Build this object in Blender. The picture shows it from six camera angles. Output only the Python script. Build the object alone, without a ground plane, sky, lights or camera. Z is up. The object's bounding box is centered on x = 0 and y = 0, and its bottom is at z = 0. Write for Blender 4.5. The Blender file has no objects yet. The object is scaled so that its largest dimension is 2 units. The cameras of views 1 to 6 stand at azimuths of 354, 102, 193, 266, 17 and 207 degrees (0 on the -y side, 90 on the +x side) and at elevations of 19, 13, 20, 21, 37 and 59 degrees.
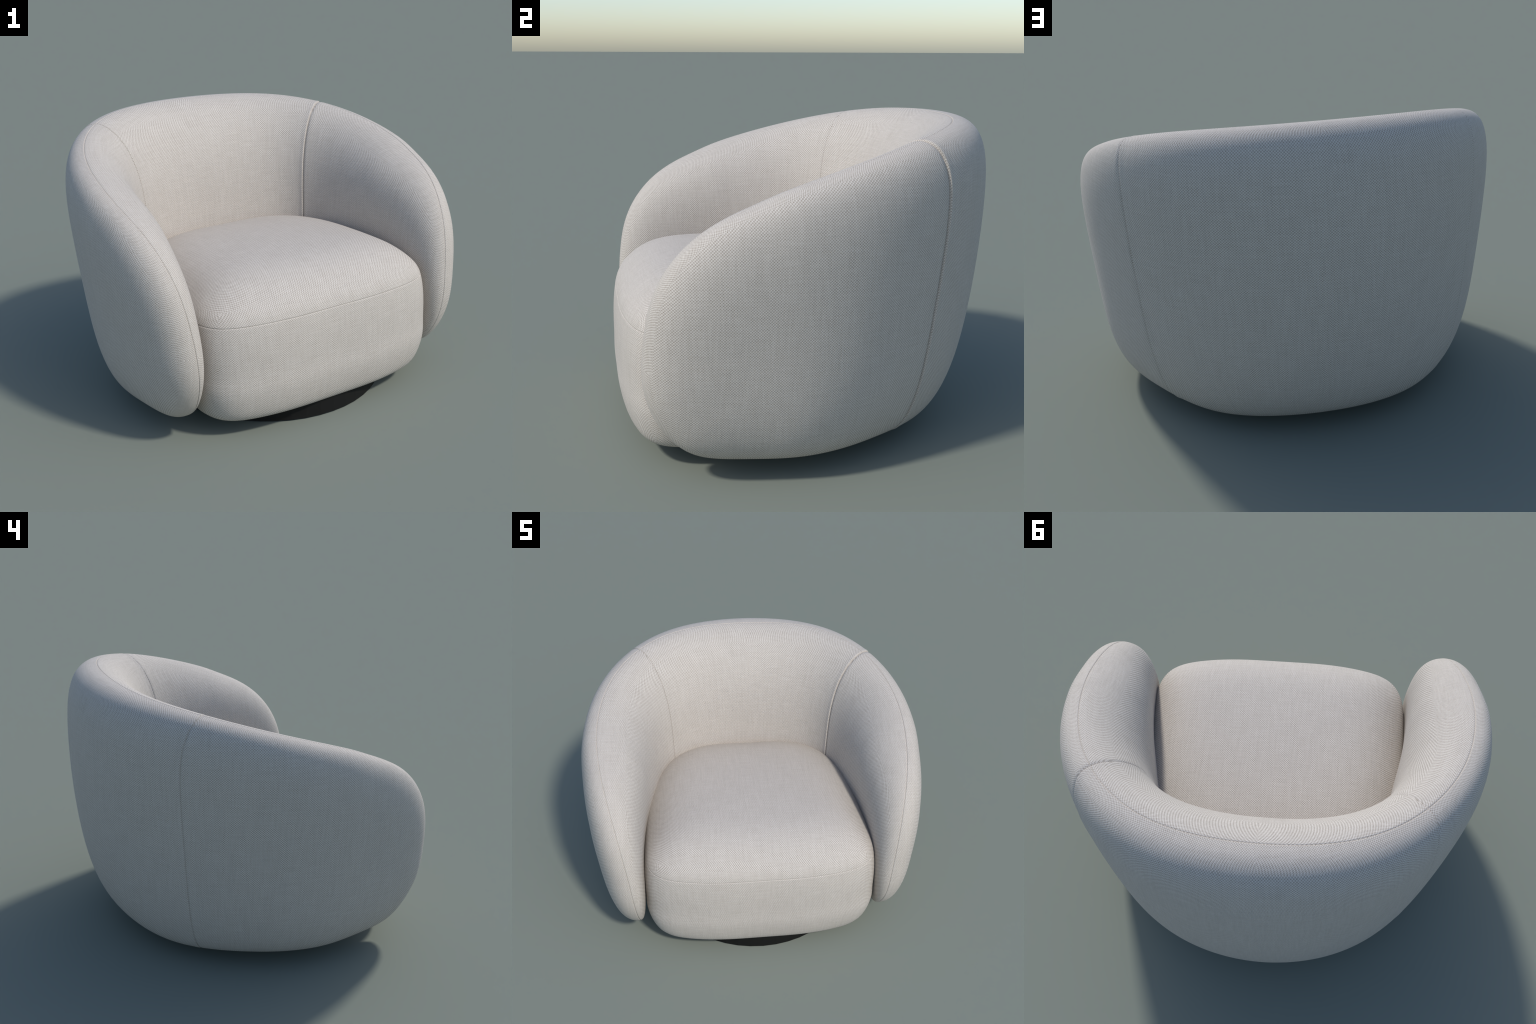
"""Round upholstered swivel armchair: a crescent shell (backrest + two armrests)
wrapped round a thick seat cushion, standing on a low dark swivel disc."""
import bpy, bmesh, math
import numpy as np

# BEGIN PARAMS
SHELL = dict(
    yaw=0.4269,
    cx=-0.0125,
    k=[0.0031, -0.018, 0.0018, 0.0011, -0.0377, -0.0059],
    l=[0.0735, 0.0985, 0.1039, 0.0818, 0.1226, 0.0655],
    q=[-0.1759, -0.0884, -0.0469, -0.0131, -0.0096, 0.1187],
    o=[1.4047, 1.3915, 1.3207, 1.1979, 0.558, 0.572, 0.5981, 0.6158, 0.6583, 0.6538, 0.5517, 0.0833, 0.0682, 0.077],
    ho=[0.1596, 0.1566, 0.134, 0.1294, 0.1315, 0.1676, 0.1796],
    hi=[0.304, 0.269, 0.223, 0.243, 0.222, 0.152, 0.165],
    ao=[7.6332, 6.4293, 4.777, 3.0, 3.0, 3.554, 3.2703, 3.5826, 4.538],
    ai=[2.8635, 2.9481, 3.577, 4.403, 5.197, 5.8083, 6.1316, 6.3381, 6.4896],
    gi=[-0.038, -0.0406, -0.069, -0.0477, -0.15, -0.1509, -0.0636],
    dk=[0.0, -0.0125, -0.0243, -0.0287, -0.0277, -0.0252],
    dl=[0.0, 0.0053, 0.0028, -0.0058, -0.0071, -0.0243],
    bo=[2.2806, 2.6255, 2.2768, 2.3, 2.3, 2.1, 2.062],
    bi=[1.699, 1.65, 1.9, 2.2, 2.5207, 2.5534, 2.4748],
)
SEAT = dict(
    r=[0.5783, 0.621, 0.7135, 0.7732, 0.7165, 0.6594, 0.7137, 0.7792, 0.7137],
    tz=[0.79, 0.785, 0.765, 0.7106, 0.6446],
    sq=[0.988, 1.019, 1.022, 1.009],
    bz=[0.096, 0.1192],
    c=[-0.012, -0.07],
    us=0.7386,
    pos=[-0.0278, 0.4228],
)
# END PARAMS
for _d in (SHELL, SEAT):
    for _k in _d:
        _d[_k] = np.array(_d[_k], float)

# --------------------------------------------------------------------------
# cubic splines through a few control values
# --------------------------------------------------------------------------
def spline(xk, Y, x, period=None):
    xk = np.asarray(xk, float)
    Y = np.asarray(Y, float).reshape(len(xk), -1)
    n = len(xk)
    h = np.diff(xk)
    A = np.zeros((n, n)); Bm = np.zeros((n, n))
    if period:
        h = np.append(h, xk[0] + period - xk[-1])
        for i in range(n):
            a, b = h[i - 1], h[i]
            j, k = (i - 1) % n, (i + 1) % n
            A[i, j] += a / 6; A[i, i] += (a + b) / 3; A[i, k] += b / 6
            Bm[i, k] += 1 / b; Bm[i, i] -= 1 / b + 1 / a; Bm[i, j] += 1 / a
    else:
        A = np.eye(n)
        for i in range(1, n - 1):
            a, b = h[i - 1], h[i]
            A[i] = 0
            A[i, i - 1] = a / 6; A[i, i] = (a + b) / 3; A[i, i + 1] = b / 6
            Bm[i, i + 1] = 1 / b; Bm[i, i] = -1 / b - 1 / a; Bm[i, i - 1] = 1 / a
    M = np.linalg.solve(A, Bm) @ Y
    shape = x.shape
    x = x.ravel()
    if period:
        x = (x - xk[0]) % period + xk[0]
        xe = np.append(xk, xk[0] + period)
        Y = np.vstack([Y, Y[:1]]); M = np.vstack([M, M[:1]])
    else:
        xe = xk
    i = np.clip(np.searchsorted(xe, x, side='right') - 1, 0, len(h) - 1)
    hi = h[i][:, None]
    b0 = ((x - xe[i]) / h[i])[:, None]
    b = b0 if period else np.clip(b0, 0, 1)
    a = 1 - b
    r = a * Y[i] + b * Y[i + 1] + hi * hi / 6 * ((a ** 3 - a) * M[i] + (b ** 3 - b) * M[i + 1])
    if not period:
        slope = (Y[i + 1] - Y[i]) / hi + hi / 6 * (-(3 * a * a - 1) * M[i] + (3 * b * b - 1) * M[i + 1])
        r = r + slope * (b0 - b) * hi
    return r.reshape(shape + (-1,))

# --------------------------------------------------------------------------
# the crescent shell.  t runs along the U (0 = middle of the back, ~0.9 = arm
# front), z is height.  The padded shell is a pillow on that bent sheet: an
# outline in (t, z), an outward bulge and an inward bulge.
# --------------------------------------------------------------------------
T_UNIT = 2.15                                  # metres of U per unit of t
T_MED, Z_MED0, Z_MED1 = 0.60, 0.75, 0.60       # middle line of the pillow
PLAN = np.array([(0, .785), (.46, .67), (.74, .33), (.845, -.08), (.835, -.5), (.74, -.9)])
PLAN_N = np.array([(0, 1), (.42, .91), (.84, .54), (1, .1), (.99, -.12), (.96, -.28)])
PLAN_N = PLAN_N / np.linalg.norm(PLAN_N, axis=1, keepdims=True)
PLAN_K = np.linspace(-1, 1, 11)
FAN = np.radians([72, 46, 22, 0, -22, -44, -66])
W_KNOTS = np.array([0, .1, .2, .3, .38, .45, .51, .57, .63, .69, .755, .873, .937, 1.])
W_TOP, W_BOT = .3, .81
BULGE_K = np.linspace(-1, 1, 13)
BLUNT_W = [0, .3, .45, .6, .75, .87, 1]

def mirror_rows(A):
    B = A.copy(); B[:, 0] *= -1
    return np.vstack([B[::-1][:-1], A])

def sheet(t, z, sgn):
    """bent middle sheet of the half sgn (+1 right, -1 left); the two arms differ a little"""
    P = SHELL
    def both(own, other):
        return np.vstack([mirror_rows(other)[:5], mirror_rows(own)[5:]])
    k, l, dk, dl = P['k'], P['l'], P['dk'] * sgn, P['dl'] * sgn
    Y = np.hstack([both(PLAN + PLAN_N * (k + dk)[:, None], PLAN + PLAN_N * (k - dk)[:, None]),
                   both(PLAN_N * (l + dl)[:, None], PLAN_N * (l - dl)[:, None]),
                   mirror_rows(PLAN_N * P['q'][:, None])])
    R = spline(PLAN_K, Y, t)
    Z = (z - .8)[..., None]
    return np.concatenate([R[..., 0:2] + Z * R[..., 2:4] + Z * Z * R[..., 4:6], z[..., None]], -1)

def outline(w):
    o = SHELL['o']
    tt = np.concatenate([[0, .2, .4, .6], T_MED + o[4:11] * np.cos(FAN) / T_UNIT, [.4, .2, 0]])
    zz = np.concatenate([o[:4], Z_MED1 + o[4:11] * np.sin(FAN), o[11:]])
    wk = np.concatenate([W_KNOTS, 2 - W_KNOTS[1:-1][::-1]])
    Y = np.stack([np.concatenate([tt, -tt[1:-1][::-1]]), np.concatenate([zz, zz[1:-1][::-1]])], 1)
    R = spline(wk, Y, w, 2.0)
    return R[:, 0], R[:, 1]

def growing_steps(length, first, factor, largest):
    """distances from a seam: fine beside it, coarser away from it"""
    d = [0.0]; s = first
    while d[-1] < length:
        d.append(d[-1] + s); s = min(s * factor, largest)
    d = np.array(d)
    return d * length / d[-1]

def smooth01(x):
    x = np.clip(x, 0, 1)
    return x * x * (3 - 2 * x)

# where the upright seams stand: t on the rim, and how far they drift outside / inside
SEAMS = {'right': dict(t=.353, outer=-.024, inner=-.004, lip=.0022, depth=.0085, width=.009),
         'left': dict(t=.303, outer=-.024, inner=.008, lip=.0008, depth=.0040, width=.006)}
RIM_DEPTH, RIM_WIDTH, RIM_LIP = .0040, .0034, .0007

def shell_half(side):
    """grid of points for one half: rays x (inner middle -> rim -> outer middle)"""
    sm = SEAMS[side]
    hs = 1 if side == 'right' else -1
    ts = sm['t']
    back = ts - growing_steps(ts, .0005, 1.28, .0075)[::-1]
    arm = ts + growing_steps(T_MED - ts, .0005, 1.28, .0075)
    back[0] = 0; arm[-1] = T_MED
    ti = np.concatenate([back, arm[1:]])
    n_seam, n_med = len(back) - 1, len(ti)
    fan = np.linspace(W_TOP, W_BOT, 92)[1:-1]
    w = np.concatenate([ti / T_MED * W_TOP, fan, (1 - ti / T_MED * (1 - W_BOT))[::-1]])
    mt = np.concatenate([ti, np.full(len(fan), T_MED), ti[::-1]])
    mz = Z_MED0 + (Z_MED1 - Z_MED0) * mt / T_MED
    is_bottom = (np.arange(len(w)) >= n_med + len(fan))[:, None]
    ot, oz = outline(w)
    grids = []
    c = growing_steps(.9, .010, 1.22, .045)
    for sgn in (-1, 1):
        h_k = SHELL['ho'] if sgn > 0 else SHELL['hi']
        a = np.interp(w, [0, .15, .3, .48, .58, .68, .78, .9, 1], SHELL['ao'] if sgn > 0 else SHELL['ai'])[:, None]
        b = np.interp(w, BLUNT_W, SHELL['bo'] if sgn > 0 else SHELL['bi'])[:, None]
        rim = np.maximum(1 - c ** b, 0) ** (1 / a)                      # rho near the rim
        rest = rim[:, -1:] * (1 - np.linspace(0, 1, 30)[1:])
        rho = np.concatenate([rim, rest], 1)                            # 1 -> 0
        t = mt[:, None] + (ot - mt)[:, None] * rho
        z = mz[:, None] + (oz - mz)[:, None] * rho
        d_s = sm['outer'] if sgn > 0 else sm['inner']
        drift = np.where(is_bottom, d_s + (sm['outer'] - d_s) * rho ** 2, d_s * (1 - rho ** 6))
        t = t + drift * np.exp(-((t - ts) / .12) ** 2) * smooth01(t / .15)
        e = 1e-3
        Q = sheet(t, z, hs); dt = sheet(t + e, z, hs) - sheet(t - e, z, hs); dz = sheet(t, z + e, hs) - Q
        n = -np.cross(dt, dz); n /= np.linalg.norm(n, axis=-1, keepdims=True)
        h = spline(BULGE_K, np.concatenate([h_k[1:][::-1], h_k]), t)[..., 0]
        if sgn < 0:                                     # padding grows or thins downwards inside
            gk = np.linspace(-1, 1, 13)
            g = spline(gk, np.concatenate([SHELL['gi'][1:][::-1], SHELL['gi']]), t)[..., 0]
            h = h + g * (.85 - z)
        G = Q + (sgn * h * np.maximum(1 - rho ** a, 0) ** (1 / b))[..., None] * n
        grids.append(G[:, ::-1] if sgn < 0 else G)
    m = grids[0].shape[1]
    G = np.concatenate([grids[0], grids[1][:, 1:]], 1)                  # rim at column m-1
    # normals of the whole pillow
    gu = np.gradient(G, axis=0)
    gu[0] = (1, 0, 0); gu[-1] = (-1, 0, 0)
    gv = np.gradient(G, axis=1)
    N = np.cross(gu, gv); N /= np.linalg.norm(N, axis=-1, keepdims=True) + 1e-12
    for col in (0, -1):
        k = np.arange(n_med)
        av = N[k, col] + N[len(w) - 1 - k, col]
        av /= np.linalg.norm(av, axis=-1, keepdims=True) + 1e-12
        N[k, col] = av; N[len(w) - 1 - k, col] = av
    # seams: a pinched groove along the rim, a groove with a raised welt at the upright seam
    seg = np.linalg.norm(np.diff(G, axis=1), axis=-1)
    cum = np.concatenate([np.zeros((len(w), 1)), np.cumsum(seg, 1)], 1)
    d_rim = cum - cum[:, m - 1:m]
    ad = np.abs(d_rim)
    g_rim = -RIM_DEPTH * np.maximum(1 - ad / RIM_WIDTH, 0) ** 1.5
    lip_rim = np.where(d_rim > 0, RIM_LIP, RIM_LIP * .3) * np.exp(-((ad - RIM_WIDTH) / .010) ** 2) * smooth01(ad / RIM_WIDTH)
    d_up = np.full(len(w), 1.0)
    k = np.arange(n_med)
    d_up[k] = (ti - ts) * T_UNIT
    d_up[len(w) - 1 - k] = (ti - ts) * T_UNIT
    du = d_up[:, None] * np.ones_like(cum)
    au = np.abs(du)
    on_back = du < 0
    # the arm panel dips towards the seam, the back panel ends in a small roll
    g_up = np.where(on_back, -sm['depth'] * np.maximum(1 - au / .0034, 0) ** 2,
                    -sm['depth'] * np.exp(-(au / sm['width']) ** 1.5))
    lip_up = np.where(on_back, sm['lip'] * np.exp(-(np.maximum(au - .006, 0) / .016) ** 2) * smooth01(au / .005), 0)
    disp = np.minimum(g_rim, g_up) + lip_rim * smooth01(au / .02) + lip_up * np.where(is_bottom, smooth01((ad - .01) / .06), .35 + .65 * smooth01(ad / .05))
    G = G + disp[..., None] * N
    if side == 'left':
        G = G * np.array([-1, 1, 1])
    return G, n_seam, n_med, m

def add_grid(bm, G, flip, mat):
    nv = [[bm.verts.new(p) for p in row] for row in G]
    for i in range(len(nv) - 1):
        for j in range(len(nv[0]) - 1):
            q = (nv[i][j], nv[i][j + 1], nv[i + 1][j + 1], nv[i + 1][j])
            f = bm.faces.new(q[::-1] if flip else q)
            f.material_index = mat
            f.smooth = True

def finish(name, bm, mats, parent):
    bmesh.ops.remove_doubles(bm, verts=bm.verts, dist=2e-5)
    bmesh.ops.dissolve_degenerate(bm, dist=1e-6, edges=bm.edges)
    me = bpy.data.meshes.new(name)
    bm.to_mesh(me); bm.free()
    for m in mats:
        me.materials.append(m)
    ob = bpy.data.objects.new(name, me)
    bpy.context.scene.collection.objects.link(ob)
    ob.parent = parent
    return ob

# --------------------------------------------------------------------------
# materials
# --------------------------------------------------------------------------
class Nodes:
    def __init__(self, name):
        self.mat = bpy.data.materials.new(name)
        self.mat.use_nodes = True
        self.t = self.mat.node_tree
        self.bsdf = self.t.nodes['Principled BSDF']
    def put(self, socket, v):
        if isinstance(v, bpy.types.NodeSocket):
            self.t.links.new(v, socket)
        else:
            socket.default_value = v
    def new(self, kind, **props):
        n = self.t.nodes.new(kind)
        for k, v in props.items():
            setattr(n, k, v)
        return n
    def math(self, op, a, b=0.0, c=None, clamp=False):
        n = self.new('ShaderNodeMath', operation=op, use_clamp=clamp)
        self.put(n.inputs[0], a); self.put(n.inputs[1], b)
        if c is not None:
            self.put(n.inputs[2], c)
        return n.outputs[0]
    def xyz(self, x, y, z=0.0):
        n = self.new('ShaderNodeCombineXYZ')
        self.put(n.inputs[0], x); self.put(n.inputs[1], y); self.put(n.inputs[2], z)
        return n.outputs[0]
    def noise(self, vec, scale, detail=2.0, rough=.5):
        n = self.new('ShaderNodeTexNoise')
        self.put(n.inputs['Vector'], vec)
        n.inputs['Scale'].default_value = scale
        n.inputs['Detail'].default_value = detail
        n.inputs['Roughness'].default_value = rough
        return n.outputs['Fac']
    def ramp(self, x, a, b, lo=0.0, hi=1.0, mode='SMOOTHSTEP'):
        n = self.new('ShaderNodeMapRange', interpolation_type=mode)
        self.put(n.inputs['Value'], x)
        for i, v in zip(('From Min', 'From Max', 'To Min', 'To Max'), (a, b, lo, hi)):
            n.inputs[i].default_value = v
        return n.outputs['Result']
    def mix(self, f, a, b):
        n = self.new('ShaderNodeMix', data_type='RGBA')
        self.put(n.inputs[0], f); self.put(n.inputs[6], a); self.put(n.inputs[7], b)
        return n.outputs[2]
    def mixf(self, f, a, b):
        n = self.new('ShaderNodeMix', data_type='FLOAT')
        self.put(n.inputs[0], f); self.put(n.inputs[2], a); self.put(n.inputs[3], b)
        return n.outputs[0]

WEAVE = .0055                      # half the repeat of the plain weave
LIGHT = (.605, .563, .513, 1)
DARK = (.300, .263, .221, 1)

def fabric(name, radius, centre_y):
    """plain-weave linen: u runs round the chair, v up the cloth (or across it on top)"""
    N = Nodes(name)
    co = N.new('ShaderNodeTexCoord').outputs['Object']
    sep = N.new('ShaderNodeSeparateXYZ'); N.put(sep.inputs[0], co)
    x, y, z = sep.outputs
    y = N.math('SUBTRACT', y, centre_y)
    behind = N.math('MAXIMUM', y, 0.0)
    before = N.math('MAXIMUM', N.math('MULTIPLY', y, -1.0), 0.0)
    s = N.math('ADD', N.math('MULTIPLY', N.math('ARCTAN2', x, behind), radius),
               N.math('MULTIPLY', N.math('SIGN', x), before))
    r = N.math('SQRT', N.math('ADD', N.math('MULTIPLY', x, x), N.math('MULTIPLY', behind, behind)))
    nrm = N.new('ShaderNodeSeparateXYZ')
    N.put(nrm.inputs[0], N.new('ShaderNodeTexCoord').outputs['Normal'])
    # how far the cloth faces sideways (out of or into the crescent)
    side = N.math('DIVIDE', N.math('ADD', N.math('MULTIPLY', nrm.outputs[0], x),
                                   N.math('MULTIPLY', nrm.outputs[1], behind)), r)
    edge = N.ramp(N.math('ABSOLUTE', side), .66, .72, 1.0, 0.0)
    drop = N.math('ABSOLUTE', N.math('SUBTRACT', z, .5))
    along = N.math('SUBTRACT', s, N.math('MULTIPLY', N.math('SIGN', x), drop))
    return N, s, z, r, along, edge

def weave(N, u, v):
    """over-under pattern of one cloth direction: (height, slub)"""
    k = math.pi / WEAVE
    vec = N.xyz(u, v)
    wob = N.math('MULTIPLY', N.math('SUBTRACT', N.noise(vec, 60.0, 2.0), .5), .0022)
    uu = N.math('ADD', u, wob)
    vv = N.math('SUBTRACT', v, wob)
    # the two diagonals of the over-under pattern, each strong in places and weak in others
    one = N.math('COSINE', N.math('MULTIPLY', N.math('SUBTRACT', uu, vv), k))
    two = N.math('COSINE', N.math('MULTIPLY', N.math('ADD', uu, vv), k))
    a1 = N.ramp(N.noise(N.xyz(u, v, 1.3), 70.0, 1.5), .30, .70, .30, .70, 'LINEAR')
    a2 = N.ramp(N.noise(N.xyz(u, v, 8.1), 70.0, 1.5), .30, .70, .30, .70, 'LINEAR')
    p = N.math('SUBTRACT', N.math('MULTIPLY', one, a1), N.math('MULTIPLY', two, a2))
    # threads of uneven thickness: long thin streaks along both directions
    su = N.noise(N.xyz(N.math('MULTIPLY', u, 9.0), N.math('MULTIPLY', v, 150.0)), 1.0, 2.0)
    sv = N.noise(N.xyz(N.math('MULTIPLY', u, 150.0), N.math('MULTIPLY', v, 9.0), 3.7), 1.0, 2.0)
    slub = N.math('SUBTRACT', N.math('MULTIPLY', N.math('ADD', su, sv), 1.0), 1.0)
    return p, slub

def finish_fabric(N, p, slub, co_vec):
    f = N.ramp(p, -.9, .75, 0.0, 1.0, 'LINEAR')
    contrast = N.ramp(N.noise(co_vec, 45.0, 2.0), .3, .7, .65, 1.10, 'LINEAR')
    f = N.math('ADD', N.math('MULTIPLY', N.math('SUBTRACT', f, .55), contrast), .55)
    f = N.math('ADD', f, N.math('MULTIPLY', slub, .32), clamp=True)
    col = N.mix(f, DARK, LIGHT)
    N.put(N.bsdf.inputs['Base Color'], col)
    N.bsdf.inputs['Roughness'].default_value = .85
    N.bsdf.inputs['Specular IOR Level'].default_value = .25
    N.bsdf.inputs['Sheen Weight'].default_value = .04
    N.bsdf.inputs['Sheen Roughness'].default_value = .5
    bump = N.new('ShaderNodeBump')
    bump.inputs['Strength'].default_value = .35
    bump.inputs['Distance'].default_value = .0012
    N.put(bump.inputs['Height'], f)
    N.t.links.new(bump.outputs[0], N.bsdf.inputs['Normal'])
    return N.mat

def shell_fabric(name, radius, centre_y):
    N, s, z, r, along, edge = fabric(name, radius, centre_y)
    p1, s1 = weave(N, s, z)
    p2, s2 = weave(N, r, along)
    return finish_fabric(N, N.mixf(edge, p1, p2), N.mixf(edge, s1, s2), N.xyz(s, z, r))

def seat_fabric(name):
    N = Nodes(name)
    co = N.new('ShaderNodeTexCoord').outputs['Object']
    sep = N.new('ShaderNodeSeparateXYZ'); N.put(sep.inputs[0], co)
    x, y, z = sep.outputs
    g = N.new('ShaderNodeSeparateXYZ')
    N.put(g.inputs[0], N.new('ShaderNodeTexCoord').outputs['Normal'])
    flat = N.ramp(N.math('ABSOLUTE', g.outputs[2]), .68, .74)
    sideways = N.ramp(N.math('SUBTRACT', N.math('ABSOLUTE', g.outputs[0]), N.math('ABSOLUTE', g.outputs[1])), -.04, .04)
    pf, sf = weave(N, x, z)
    ps, ss = weave(N, y, z)
    pt, st = weave(N, x, y)
    p = N.mixf(flat, N.mixf(sideways, pf, ps), pt)
    sl = N.mixf(flat, N.mixf(sideways, sf, ss), st)
    return finish_fabric(N, p, sl, co)

def dark_material():
    N = Nodes('black_lacquer')
    co = N.new('ShaderNodeTexCoord').outputs['Object']
    f = N.noise(co, 40.0, 3.0)
    N.put(N.bsdf.inputs['Base Color'], N.mix(f, (.004, .004, .0035, 1), (.006, .006, .005, 1)))
    N.bsdf.inputs['Roughness'].default_value = .75
    N.bsdf.inputs['Specular IOR Level'].default_value = .25
    return N.mat

# --------------------------------------------------------------------------
# seat cushion: a rounded plan outline swept over a domed top and a tucked-in
# skirt; a seam runs round it where the two covers meet
# --------------------------------------------------------------------------
SEAT_CENTRE_Y = -.15
SEAT_ANGLES = np.radians([0, 22, 40, 52, 68, 90, 120, 150, 180])
SEAT_TOP_Q = np.array([0, .35, .65, .84, .95])
SEAT_SIDE_Z = np.array([.60, .46, .32, .20])
SEAT_UNDER_Q = np.array([.94, .82])
SEAT_Q0 = np.array([0, .35, .65, .84, .95, 1., 1.01, 1.01, .99, .94, .82])
SEAT_Z0 = np.array([.79, .787, .772, .72, .66, .60, .46, .32, .20, .125, .10])
SEAT_SEAM = dict(depth=.0026, width=.0036)

def seat_mesh(mat, parent):
    P = SEAT
    th = np.linspace(0, 2 * np.pi, 241)[:-1]
    xk = np.concatenate([SEAT_ANGLES, 2 * np.pi - SEAT_ANGLES[1:-1][::-1]])
    r = spline(xk, np.concatenate([P['r'], P['r'][1:-1][::-1]]), th, 2 * np.pi)[:, 0]
    pl = np.stack([r * np.sin(th), -r * np.cos(th)], 1)
    def ring(q, z):
        y = pl[:, 1] * q
        return np.column_stack([pl * q, z + (P['c'][0] * y + P['c'][1] * y * y) * max(1 - q ** 4, 0)])
    # profile from the middle of the top, over the rolled edge, down the side and under
    q = np.concatenate([SEAT_TOP_Q, P['sq'], SEAT_UNDER_Q])
    z = np.concatenate([P['tz'], SEAT_SIDE_Z, P['bz']])
    par = np.concatenate([[0], np.cumsum(np.hypot(np.diff(SEAT_Q0) * .65, np.diff(SEAT_Z0)))])
    knots = np.concatenate([-par[1:][::-1], par])
    curve = np.stack([np.concatenate([-q[1:][::-1], q]), np.concatenate([z[1:][::-1], z])], 1)
    us = float(P['us'])
    steps = np.concatenate([us - growing_steps(us, .0012, 1.3, .016)[::-1],
                            us + growing_steps(par[-1] - us, .0012, 1.3, .016)[1:]])
    seam_row = int(np.argmin(abs(steps - us)))
    prof = spline(knots, curve, steps)
    prof[0, 0] = 0
    rows = [ring(a, b) for a, b in prof]
    last = rows[-1]
    for q in (.9, .6, .3, 0):
        rows.append(np.column_stack([last[:, :2] * q, last[:, 2]]))
    G = np.stack(rows)
    gv = np.gradient(G, axis=0); gu = np.roll(G, -1, 1) - np.roll(G, 1, 1)
    N = np.cross(gv, gu); N /= np.linalg.norm(N, axis=-1, keepdims=True) + 1e-12
    seg = np.linalg.norm(np.diff(G, axis=0), axis=-1)
    cum = np.concatenate([np.zeros((1, len(th))), np.cumsum(seg, 0)], 0)
    d = np.abs(cum - cum[seam_row:seam_row + 1])
    below = (np.arange(len(G)) > seam_row)[:, None]
    disp = -SEAT_SEAM['depth'] * np.maximum(1 - d / SEAT_SEAM['width'], 0) ** 1.5
    disp = disp + np.where(below, .0004, .0003) * np.exp(-((d - .006) / .01) ** 2) * smooth01(d / .005)
    G = G + disp[..., None] * N
    G[..., 1] += SEAT_CENTRE_Y
    turn = float(P['pos'][1] - SHELL['yaw'])            # the cushion sits turned a touch
    dx = float(P['pos'][0] - SHELL['cx'])
    x, y = G[..., 0] + dx, G[..., 1].copy()
    G[..., 0] = math.cos(turn) * x - math.sin(turn) * y
    G[..., 1] = math.sin(turn) * x + math.cos(turn) * y
    G = np.concatenate([G, G[:, :1]], 1)
    bm = bmesh.new()
    add_grid(bm, G, True, 0)
    return finish('seat_cushion', bm, [mat], parent)

def base_mesh(mat, parent, centre, radius, height, parts=48):
    bm = bmesh.new()
    ring = [(math.cos(2 * math.pi * i / parts), math.sin(2 * math.pi * i / parts)) for i in range(parts)]
    levels = [(radius * .99, 0.0), (radius, .004), (radius, height)]
    vs = [[bm.verts.new((centre[0] + c * q, centre[1] + s * q, z)) for c, s in ring] for q, z in levels]
    for a, b in zip(vs, vs[1:]):
        for i in range(parts):
            bm.faces.new((a[i], a[(i + 1) % parts], b[(i + 1) % parts], b[i]))
    bm.faces.new(vs[0][::-1]); bm.faces.new(vs[-1])
    return finish('swivel_base', bm, [mat], parent)

# --------------------------------------------------------------------------
def build():
    yaw, cx = float(SHELL['yaw']), float(SHELL['cx'])
    root = bpy.data.objects.new('swivel_armchair', None)
    bpy.context.scene.collection.objects.link(root)
    root.rotation_euler = (0, 0, yaw)
    root.location = (math.cos(yaw) * cx, math.sin(yaw) * cx, 0)
    root['label'] = 'rounded light grey fabric swivel armchair with wraparound back'
    root['category'] = 'armchair'
    outer = shell_fabric('woven_fabric_outside', .88, -.02)
    inner = shell_fabric('woven_fabric_inside', .60, -.02)
    back = bmesh.new()
    for side in ('right', 'left'):
        G, ns, nm, m = shell_half(side)
        flip = side == 'right'
        n = len(G)
        for rows in (slice(0, ns + 1), slice(n - 1 - ns, n)):
            add_grid(back, G[rows, :m], flip, 1)
            add_grid(back, G[rows, m - 1:], flip, 0)
        arm = bmesh.new()
        add_grid(arm, G[ns:n - ns, :m], flip, 1)
        add_grid(arm, G[ns:n - ns, m - 1:], flip, 0)
        finish('armrest', arm, [outer, inner], root)
    finish('backrest', back, [outer, inner], root)
    seat_mesh(seat_fabric('woven_fabric_seat'), root)
    # base disc, given in world place -> chair frame
    wx, wy = .0127 - root.location.x, -.0985 - root.location.y
    c = (math.cos(yaw) * wx + math.sin(yaw) * wy, -math.sin(yaw) * wx + math.cos(yaw) * wy)
    base_mesh(dark_material(), root, c, .5890, .115)

build()
